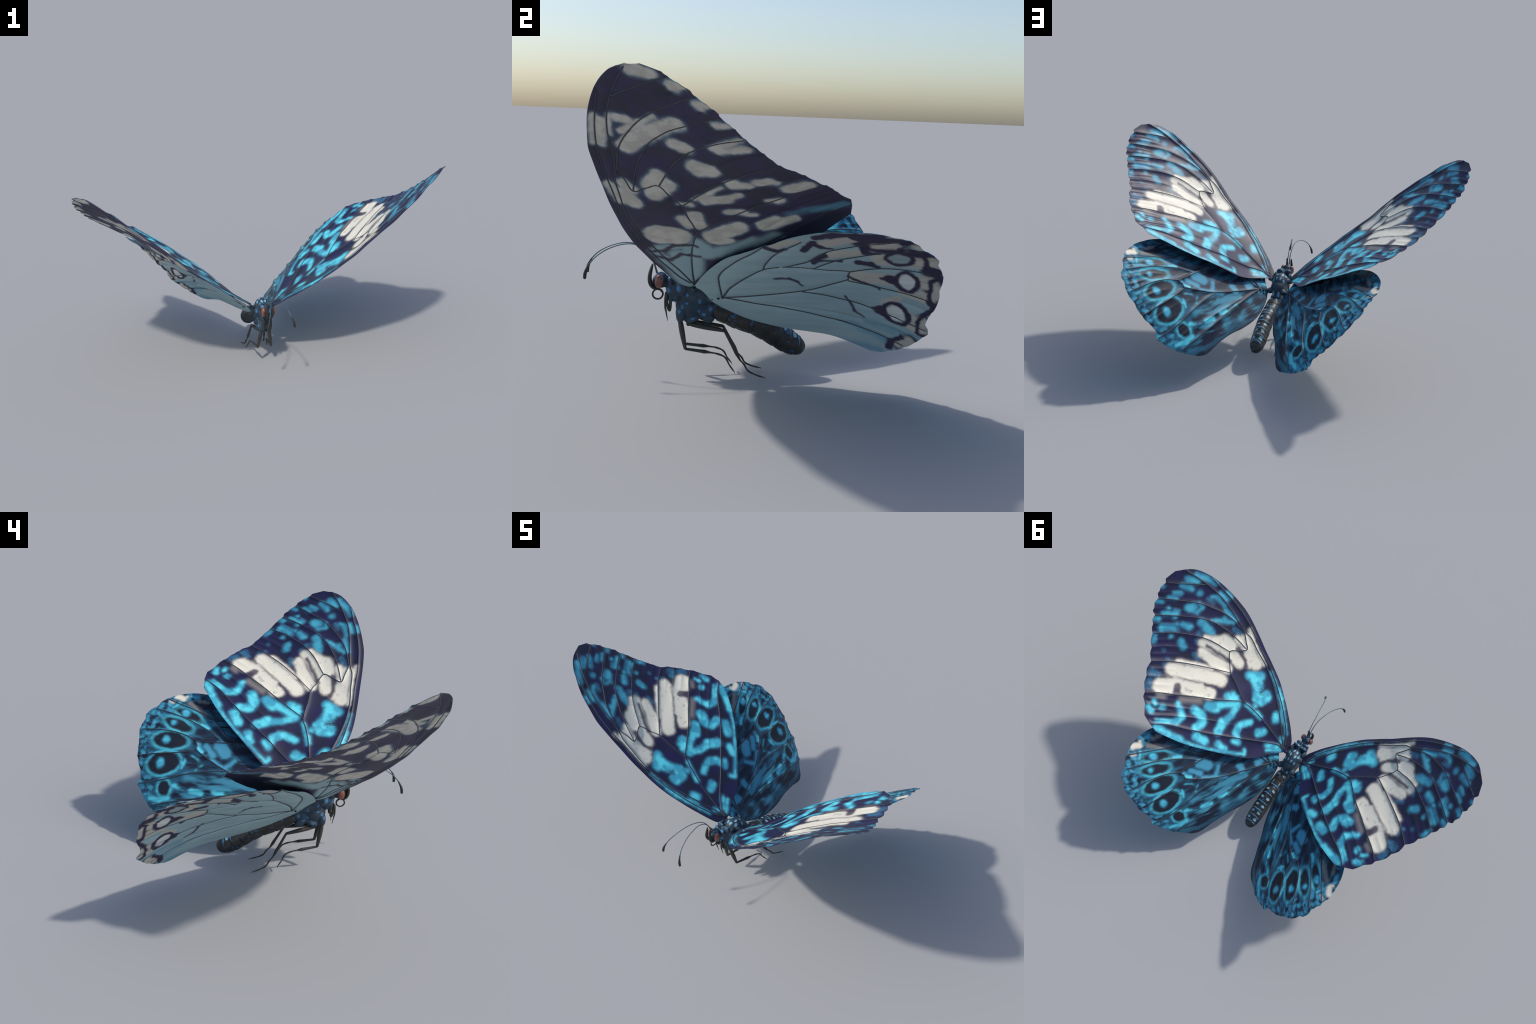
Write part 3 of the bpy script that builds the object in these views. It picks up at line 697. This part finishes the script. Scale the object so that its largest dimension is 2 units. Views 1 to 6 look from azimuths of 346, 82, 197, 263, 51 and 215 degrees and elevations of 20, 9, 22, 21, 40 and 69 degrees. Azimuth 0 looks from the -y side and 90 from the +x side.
def ellipsoid(centre, half, tilt=0.0, rings=20, sides=28):
    """ellipsoid, tilted about the x axis by tilt degrees"""
    verts, faces = [], []
    ca, sa = math.cos(math.radians(tilt)), math.sin(math.radians(tilt))
    for i in range(rings + 1):
        th = math.pi * i / rings
        for k in range(sides):
            ph = 2 * math.pi * k / sides
            x, y, z = (half[0] * math.sin(th) * math.cos(ph), half[1] * math.sin(th) * math.sin(ph), half[2] * math.cos(th))
            verts.append((centre[0] + x, centre[1] + y * ca - z * sa, centre[2] + y * sa + z * ca))
    for i in range(rings):
        for k in range(sides):
            k2 = (k + 1) % sides
            faces.append((i * sides + k, i * sides + k2, (i + 1) * sides + k2, (i + 1) * sides + k))
    return verts, [f[::-1] for f in faces]


def join_shapes(shapes):
    verts, faces = [], []
    for v, f in shapes:
        o = len(verts)
        verts += list(v)
        faces += [tuple(i + o for i in face) for face in f]
    return verts, faces


def melt(ob, voxel, smooth_steps):
    """fuse overlapping lumps of a mesh into one skin"""
    m = ob.modifiers.new("fuse", "REMESH")
    m.mode, m.voxel_size = "VOXEL", voxel
    s = ob.modifiers.new("relax", "SMOOTH")
    s.factor, s.iterations = 0.5, smooth_steps
    bpy.context.view_layer.update()
    dg = bpy.context.evaluated_depsgraph_get()
    me = bpy.data.meshes.new_from_object(ob.evaluated_get(dg))
    ob.modifiers.clear()
    old = ob.data
    ob.data = me
    bpy.data.meshes.remove(old)
    me.name = ob.name
    me.polygons.foreach_set("use_smooth", [True] * len(me.polygons))


# --------------------------------------------------------------------------
# wings
# --------------------------------------------------------------------------
def blade_height(wing, u, v):
    h = sum(c * u ** i * v ** j for i, row in enumerate(wing["height"]) for j, c in enumerate(row))
    for cu, cv, k in wing["swells"]:
        h = h + k * np.exp(-((u - cu) ** 2 + (v - cv) ** 2) / 0.14 ** 2)
    return h


def distance_to_path(u, v, path):
    """distance of points to a polyline, and how far along it (0..1) the foot lies"""
    p = np.asarray(path, float)
    seg = np.linalg.norm(np.diff(p, axis=0), axis=1)
    run = np.concatenate([[0], np.cumsum(seg)]) / seg.sum()
    best = np.full(u.shape, 9.0)
    along = np.zeros(u.shape)
    for a, b, s0, s1 in zip(p[:-1], p[1:], run[:-1], run[1:]):
        d = b - a
        t = np.clip(((u - a[0]) * d[0] + (v - a[1]) * d[1]) / (d @ d), 0, 1)
        dist = np.hypot(u - a[0] - t * d[0], v - a[1] - t * d[1])
        near = dist < best
        best = np.where(near, dist, best)
        along = np.where(near, s0 + (s1 - s0) * t, along)
    return best, along


def crease_between(a, b):
    """short crease at the rim, halfway between two neighbouring vein ends"""
    out = []
    for p in (a, b):
        p = rounded(p, 6) if len(p) > 2 else np.asarray(p, float)
        back = np.concatenate([[0], np.cumsum(np.linalg.norm(np.diff(p[::-1], axis=0), axis=1))])
        s = np.array([0.17, 0.11, 0.05, -0.004])
        out.append(np.c_[np.interp(s, back, p[::-1, 0]), np.interp(s, back, p[::-1, 1])])
    return (out[0] + out[1]) / 2


def pleats(u, v, veins, rib, width, order=()):
    """ribs along the veins and weak creases along the folds; membrane sags between"""
    lines = [(rib * 0.70 if n.endswith("fold") else rib, n.endswith("fold"),
              np.vstack([rounded(p, 6), p[-1]])) for n, p in veins.items()]
    lines += [(rib * 0.42, True, crease_between(veins[a], veins[b])) for a, b in zip(order, order[1:])]
    h = np.zeros(u.shape)
    for k, fold, path in lines:
        d, along = distance_to_path(u, v, path)
        k = k * (1.35 * np.clip(along * 1.3, 0, 1) ** 1.3 if fold else 0.60 + 0.40 * along)
        h = np.maximum(h, k * np.exp(-d / width))
    return h


def wing_matrix(wing, left):
    u, v = Vector(wing["axis_u"]).normalized(), Vector(wing["axis_v"])
    v = (v - u * u.dot(v)).normalized()
    o = Vector(wing["origin"])
    if left:
        u.x, v.x, o.x = -u.x, -v.x, -o.x
    w = u.cross(v)
    m = Matrix((u, v, w)).transposed().to_4x4()
    m.translation = o
    return m


def build_wing(name, wing, veins, top, under, vein_mat, left, rib, step, rows):
    edge = np.vstack([
        even_steps(rounded(wing["smooth_edge"], 6).tolist() + [wing["smooth_edge"][-1]], step),
        even_steps(wing["scalloped_edge"], step),
        even_steps(rounded(wing["rear_edge"], 6).tolist() + [wing["rear_edge"][-1]], step),
    ])
    hub = np.array(wing["fan"])
    t = np.linspace(0, 1, rows + 1)[1:]
    t = t ** 0.85
    uv = hub + t[:, None, None] * (edge - hub)[None]
    u = np.append(uv[..., 0].ravel(), hub[0])
    v = np.append(uv[..., 1].ravel(), hub[1])
    relief = pleats(u, v, veins, rib, 0.010, wing["rim_order"])
    w = blade_height(wing, u, v) + relief - 0.3 * rib
    w += 0.0012 * np.sin(37 * u + 11 * v) * np.sin(29 * v - 7 * u)
    n = edge.shape[0]
    depth = np.append(np.repeat(0.0017 - 0.0007 * t, n), 0.0017)
    side = -1.0 if left else 1.0
    verts = np.vstack([np.c_[u, v, side * (w + depth)], np.c_[u, v, side * (w - depth)]])
    faces, slots, half = [], [], len(u)
    for layer, off in ((0, 0), (1, half)):
        for j in range(rows):
            for i in range(n):
                i2 = (i + 1) % n
                if j == 0:
                    f = (off + half - 1, off + i, off + i2)
                else:
                    f = (off + (j - 1) * n + i, off + j * n + i, off + j * n + i2, off + (j - 1) * n + i2)
                faces.append(f if (layer == 0) != left else f[::-1])
                slots.append(layer)
    for i in range(n):
        a, b = (rows - 1) * n + i, (rows - 1) * n + (i + 1) % n
        f = (b, a, half + a, half + b)
        faces.append(f[::-1] if left else f)
        slots.append(0)
    # strips of the wing along u: each carries the markings that lie in it
    mid = np.array([verts[list(f), 0].mean() for f in faces])
    slots = np.where(np.array(slots) == 0, np.digitize(mid, wing["strips"]),
                     len(top) + np.digitize(mid, wing["strips"]))
    ob = add_object(name, verts, faces, list(top) + list(under), ROOT, slots=slots.astype(np.int32))
    # the rim between upper and under side stays a hard edge
    ob.data.set_sharp_from_angle(angle=math.radians(60))
    ob.matrix_world = wing_matrix(wing, left)
    for vein, path in veins.items():
        if vein.endswith("fold"):
            continue
        p = rounded(path, 6)
        p = np.vstack([p, path[-1]])
        p = even_steps(p, 0.008)
        h = blade_height(wing, p[:, 0], p[:, 1]) + pleats(p[:, 0], p[:, 1], veins, rib, 0.010, wing["rim_order"]) - 0.3 * rib
        h += 0.0012 * np.sin(37 * p[:, 0] + 11 * p[:, 1]) * np.sin(29 * p[:, 1] - 7 * p[:, 0])
        rad = np.interp(np.hypot(p[:, 0], p[:, 1]), [0.0, 0.25, 1.0], [0.0044, 0.0034, 0.0029])
        vv, ff = tube(np.c_[p, side * (h - 0.0014)], rad, 8)
        vo = add_object("vein", vv, ff, [vein_mat], ob)
        vo.matrix_world = ob.matrix_world
    return ob


# --------------------------------------------------------------------------
# body
# --------------------------------------------------------------------------
def both_sides(shapes):
    out = []
    for v, f in shapes:
        out.append((v, f))
        out.append(([(-x, y, z) for x, y, z in v], [g[::-1] for g in f]))
    return out


def build_thorax(mat):
    middle = [
        ellipsoid((0, -0.197, 0.335), (0.047, 0.060, 0.062), -18),
        ellipsoid((0, -0.165, 0.320), (0.045, 0.055, 0.048), -30),
        ellipsoid((0, -0.213, 0.275), (0.040, 0.052, 0.058)),
        ellipsoid((0, -0.150, 0.250), (0.034, 0.042, 0.036), -12),
        ellipsoid((0, -0.126, 0.268), (0.034, 0.028, 0.032)),
        ellipsoid((0, -0.262, 0.335), (0.036, 0.032, 0.050)),
        ellipsoid((0, -0.287, 0.345), (0.028, 0.017, 0.040)),
    ]
    pairs = [
        ellipsoid((0.020, -0.286, 0.372), (0.021, 0.013, 0.021)),
        ellipsoid((0.024, -0.262, 0.377), (0.022, 0.012, 0.022)),
        ellipsoid((0.042, -0.240, 0.352), (0.013, 0.026, 0.034), -15),
        ellipsoid((0.038, -0.205, 0.345), (0.020, 0.022, 0.024)),
        ellipsoid((0.040, -0.130, 0.310), (0.017, 0.022, 0.017)),
        ellipsoid((0.022, -0.243, 0.250), (0.020, 0.020, 0.040), -8),
        ellipsoid((0.020, -0.200, 0.228), (0.018, 0.032, 0.017), 18),
        ellipsoid((0.021, -0.138, 0.230), (0.018, 0.024, 0.020)),
        ellipsoid((0.016, -0.284, 0.312), (0.014, 0.011, 0.026)),
    ]
    v, f = join_shapes(middle + both_sides(pairs))
    ob = add_object("thorax", v, f, [mat], ROOT)
    melt(ob, 0.0026, 5)
    return ob


def build_abdomen(mat):
    #        y      z     half height, half width
    spine = [(-0.120, 0.250, 0.026, 0.030), (-0.100, 0.250, 0.034, 0.040), (-0.060, 0.238, 0.038, 0.042),
             (-0.020, 0.224, 0.042, 0.043), (0.041, 0.208, 0.046, 0.044), (0.095, 0.183, 0.048, 0.044),
             (0.140, 0.158, 0.049, 0.043), (0.178, 0.134, 0.047, 0.042), (0.212, 0.116, 0.039, 0.036),
             (0.234, 0.104, 0.024, 0.022), (0.241, 0.100, 0.009, 0.009)]
    joints = [-0.062, -0.020, 0.041, 0.095, 0.140, 0.178, 0.212]
    c = rounded(spine, 14)
    tang = np.gradient(c[:, :2], axis=0)
    tang /= np.linalg.norm(tang, axis=1)[:, None]
    sides = 48
    verts, faces = [], []
    for i, (y, z, h, wd) in enumerate(c):
        gap = min(((y - j) for j in joints if y >= j - 0.002), default=0.05)
        lift = 1.0 - 0.055 * math.exp(-max(gap, 0) / 0.006) + 0.02 * math.exp(-abs(gap - 0.03) / 0.02)
        ty, tz = tang[i]
        for k in range(sides):
            a = 2 * math.pi * k / sides
            x = wd * lift * math.cos(a)
            q = h * lift * math.sin(a)
            verts.append((x, y - tz * q, z + ty * q))
        if i:
            o = (i - 1) * sides
            for k in range(sides):
                k2 = (k + 1) % sides
                faces.append((o + k, o + k2, o + sides + k2, o + sides + k))
    faces.append(tuple(range(sides)))
    last = (len(c) - 1) * sides
    faces.append(tuple(last + k for k in reversed(range(sides))))
    return add_object("abdomen", verts, [f[::-1] for f in faces], [mat], ROOT)


def limb(name, points, radii, mat, parent, sides=10, steps=5):
    p = rounded(points, steps)
    p = np.vstack([p, points[-1]])
    r = np.interp(np.linspace(0, 1, len(p)), np.linspace(0, 1, len(radii)), radii)
    v, f = tube(p, r, sides)
    return add_object(name, v, f, [mat], parent)


def leg(points, mat, sx):
    """femur, tibia, five jointed tarsus and claws, each its own part"""
    pts = [Vector((sx * x, y, z)) for x, y, z in points]
    hip, knee, ankle, toe, tip = pts
    holder_v, holder_f = ellipsoid(tuple(hip), (0.009, 0.009, 0.010))
    ob = add_object("leg", holder_v, holder_f, [mat], ROOT)
    limb("femur", [hip, hip.lerp(knee, 0.3), hip.lerp(knee, 0.7), knee], [0.0074, 0.0104, 0.0108, 0.0086, 0.0064], mat, ob)
    a = knee.lerp(ankle, 0.06)
    limb("tibia", [knee, a, knee.lerp(ankle, 0.6), ankle], [0.0058, 0.0050, 0.0056, 0.0062, 0.0076, 0.0036], mat, ob)
    bend = ankle.lerp(toe, 0.5) + Vector((0, 0, 0.004))
    limb("tarsus", [ankle, bend, toe, toe.lerp(tip, 0.5) + Vector((0, 0, -0.003)), tip],
         [0.0036, 0.0030, 0.0042, 0.0032, 0.0040, 0.0028, 0.0034, 0.0020], mat, ob)
    fwd = (tip - toe).normalized()
    for k in (-1, 1):
        limb("claw", [tip, tip + fwd * 0.004 + Vector((k * 0.003, 0, 0.001)), tip + fwd * 0.007 + Vector((k * 0.004, 0, -0.004))],
             [0.0014, 0.0011, 0.0005], mat, ob, 6, 3)
    return ob


def main():
    global ROOT
    ROOT = bpy.data.objects.new("butterfly", None)
    bpy.context.scene.collection.objects.link(ROOT)
    ROOT["label"] = "blue spotted butterfly with half raised patterned wings"
    ROOT["category"] = "butterfly"

    def by_strip(wing, make):
        cuts = [-9.0, *wing["strips"], 9.0]
        return [make(z) for z in zip(cuts[:-1], cuts[1:])]

    fu, fd = by_strip(FOREWING, forewing_upper), by_strip(FOREWING, forewing_under)
    hu, hd = by_strip(HINDWING, hindwing_upper), by_strip(HINDWING, hindwing_under)
    vein_mat = plain("vein_rib", (0.030, 0.034, 0.045), (0.045, 0.055, 0.070), 40.0, 0.45)
    horn = plain("dark_horn", (0.024, 0.023, 0.020), (0.040, 0.037, 0.030), 60.0, 0.45)
    black = plain("black_bristle", (0.012, 0.012, 0.012), (0.022, 0.021, 0.020), 80.0, 0.5)
    shaft = plain("antenna_shaft", (0.050, 0.110, 0.150), (0.030, 0.060, 0.085), 90.0, 0.4)
    sclerite = plain("hinge_plate", (0.018, 0.024, 0.036), (0.040, 0.065, 0.085), 70.0, 0.45)

    for left in (False, True):
        build_wing("hindwing", HINDWING, HINDWING_VEINS, hu, hd, vein_mat, left, 0.010, 0.006, 90)
        build_wing("forewing", FOREWING, FOREWING_VEINS, fu, fd, vein_mat, left, 0.0080, 0.0055, 130)

    pale, bright = (0.18, 0.39, 0.50), (0.040, 0.160, 0.320)
    dorsal = [(0.010, -0.222, 0.398, 0.0075, 0.010, 0.02), (0.016, -0.190, 0.388, 0.0065, 0.010, 0.02),
              (0.011, -0.163, 0.367, 0.0085, 0.009, 0.02), (0.031, -0.205, 0.378, 0.006, 0.011, 0.02),
              (0.029, -0.165, 0.355, 0.006, 0.011, 0.02), (0.012, -0.135, 0.330, 0.006, 0.008, 0.02),
              (0.014, -0.116, 0.297, 0.008, 0.007, 0.02), (0.010, -0.262, 0.398, 0.006, 0.005, 0.012)]
    flank = [(0.05, -0.256, 0.348, 0.03, 0.009, 0.011), (0.05, -0.223, 0.323, 0.03, 0.007, 0.009),
             (0.05, -0.223, 0.290, 0.03, 0.006, 0.006), (0.05, -0.241, 0.275, 0.03, 0.006, 0.009),
             (0.05, -0.252, 0.257, 0.03, 0.006, 0.010), (0.05, -0.174, 0.294, 0.03, 0.007, 0.011),
             (0.05, -0.132, 0.268, 0.03, 0.008, 0.010), (0.05, -0.178, 0.257, 0.03, 0.006, 0.008),
             (0.05, -0.158, 0.246, 0.03, 0.009, 0.007), (0.05, -0.199, 0.230, 0.03, 0.008, 0.005),
             (0.03, -0.297, 0.335, 0.02, 0.010, 0.012), (0.024, -0.290, 0.386, 0.009, 0.008, 0.010),
             (0.030, -0.262, 0.392, 0.008, 0.006, 0.014), (0.012, -0.275, 0.290, 0.008, 0.020, 0.010)]
    thorax_mat = spotted_body("thorax_fur", [(flank, bright), (dorsal, pale)], (0.020, 0.034, 0.050), (0.030, 0.060, 0.092))
    head_mat = spotted_body("head_fur", [([(0.010, -0.335, 0.402, 0.006, 0.007, 0.012), (0.015, -0.318, 0.402, 0.005, 0.006, 0.012),
                                           (0.0, -0.352, 0.385, 0.005, 0.01, 0.012)], bright)],
                            (0.012, 0.020, 0.034), (0.018, 0.040, 0.075))
    build_thorax(thorax_mat)

    # abdomen: pale line behind each joint on the back, paired pale spots, blue flecks below
    s = Shade("abdomen_fur")
    raw, folded = mirrored_coords(s)
    vec = s.wobble(folded, 70.0, 0.0045)
    col = s.mix(s.ramp(s.noise(raw, 26.0, 3.0), 0.35, 0.7), (0.016, 0.015, 0.014), (0.030, 0.027, 0.022))
    fleck = s.math("MULTIPLY", s.ramp(s.noise(s.stretch(raw, (60.0, 45.0, 60.0)), 1.0, 4.0, 0.65), 0.57, 0.64), s.ramp(s.noise(raw, 14.0, 2.0), 0.40, 0.50))
    col = s.mix(s.math("MULTIPLY", fleck, 0.8), col, (0.030, 0.120, 0.260))
    lines = [(0, y, z, 0.038, 0.0024, 0.034) for y, z in ((-0.018, 0.266), (0.044, 0.254), (0.099, 0.231), (0.145, 0.205), (0.183, 0.178), (0.217, 0.148))]
    col = s.mix(s.mask(s.ball_spots(vec, lines), 0.0010), col, (0.090, 0.270, 0.420))
    pairs = [(0.020, y, z, 0.0105, 0.0070, 0.018) for y, z in ((-0.088, 0.282), (0.018, 0.256), (0.072, 0.240), (0.120, 0.217), (0.162, 0.192), (0.200, 0.163))]
    pairs += [(0.020, -0.036, 0.266, 0.0025, 0.011, 0.018)]
    col = s.mix(s.mask(s.ball_spots(vec, pairs), 0.0016), col, (0.20, 0.40, 0.50))
    abdomen_mat = s.finish(col, 0.5, 0.4, s.noise(raw, 150.0, 2.0), 0.4, 0.002)
    build_abdomen(abdomen_mat)

    v, f = join_shapes([ellipsoid((0, -0.322, 0.372), (0.028, 0.027, 0.031)), ellipsoid((0, -0.340, 0.362), (0.020, 0.016, 0.028)),
                        ellipsoid((0, -0.302, 0.366), (0.020, 0.016, 0.024))])
    head = add_object("head", v, f, [head_mat], ROOT)
    melt(head, 0.002, 4)

    es = Shade("eye_facets")
    raw = es.coords()
    blot = es.noise(raw, 90.0, 4.0, 0.7)
    col = es.mix(es.ramp(blot, 0.50, 0.62), (0.190, 0.060, 0.036), (0.060, 0.022, 0.016))
    eye_mat = es.finish(col, 0.28, 0.5, es.noise(raw, 300.0, 1.0), 0.1, 0.001, 0.4)
    mid_leg = [(0.022, -0.248, 0.222), (0.039, -0.225, 0.112), (0.046, -0.129, 0.100), (0.050, -0.072, 0.082), (0.063, -0.037, 0.030)]
    hind_leg = [(0.017, -0.214, 0.206), (0.038, -0.076, 0.184), (0.051, -0.014, 0.072), (0.058, 0.018, 0.031), (0.067, 0.078, 0.008)]
    for sx in (1, -1):
        v, f = ellipsoid((sx * 0.0265, -0.329, 0.371), (0.0135, 0.0175, 0.0265), -8)
        add_object("eye", v, f, [eye_mat], head)
        # antenna: thin shaft and dark club
        path = [(0.007, -0.338, 0.400), (0.006, -0.352, 0.442), (0.008, -0.380, 0.486), (0.012, -0.418, 0.507), (0.022, -0.466, 0.509),
                (0.034, -0.519, 0.493), (0.048, -0.563, 0.466), (0.060, -0.590, 0.436)]
        ant = limb("antenna", [(sx * x, y, z) for x, y, z in path], [0.0036, 0.0024, 0.0020, 0.0020, 0.0020, 0.0022, 0.0026], shaft, ROOT, 8)
        club = [(0.058, -0.586, 0.441), (0.065, -0.597, 0.420), (0.069, -0.602, 0.403), (0.072, -0.603, 0.386)]
        limb("club", [(sx * x, y, z) for x, y, z in club], [0.0028, 0.0044, 0.0060, 0.0066, 0.0058], black, ant, 12)
        palp = [(0.010, -0.334, 0.338), (0.013, -0.352, 0.345), (0.014, -0.363, 0.362), (0.014, -0.365, 0.385), (0.013, -0.361, 0.408), (0.013, -0.355, 0.430)]
        limb("palp", [(sx * x, y, z) for x, y, z in palp], [0.005, 0.0066, 0.0076, 0.0080, 0.0072, 0.0058, 0.0034], black, head, 12)
        brush = [(0.018, -0.284, 0.303), (0.020, -0.285, 0.270), (0.021, -0.288, 0.257), (0.022, -0.295, 0.272), (0.022, -0.300, 0.318),
                 (0.022, -0.304, 0.300), (0.021, -0.304, 0.270), (0.020, -0.300, 0.247), (0.019, -0.294, 0.217)]
        limb("foreleg", [(sx * x, y, z) for x, y, z in brush], [0.0055, 0.0055, 0.0045, 0.0045, 0.0048, 0.0042, 0.0042, 0.0026, 0.0010], horn, ROOT)
        leg(mid_leg, horn, sx)
        leg(hind_leg, horn, sx)
        # hinge plates where the wings meet the thorax
        v, f = join_shapes([ellipsoid((sx * 0.058, -0.200, 0.350), (0.018, 0.014, 0.010)), ellipsoid((sx * 0.052, -0.127, 0.314), (0.016, 0.010, 0.006)),
                            ellipsoid((sx * 0.074, -0.108, 0.319), (0.024, 0.006, 0.004), 0)])
        add_object("wing_hinge", v, f, [sclerite], ROOT)

    # coiled proboscis under the head
    turns, n = 2.2, 90
    coil = []
    for i in range(n):
        a = -0.5 * math.pi - 2 * math.pi * turns * i / n + math.pi
        rad = 0.0215 - 0.0050 * i / n
        coil.append((0.0006 * math.sin(5 * a), -0.334 + rad * math.cos(a), 0.317 + rad * math.sin(a)))
    v, f = tube(coil, np.linspace(0.0028, 0.0018, n), 8)
    add_object("proboscis", v, f, [black], head)


main()
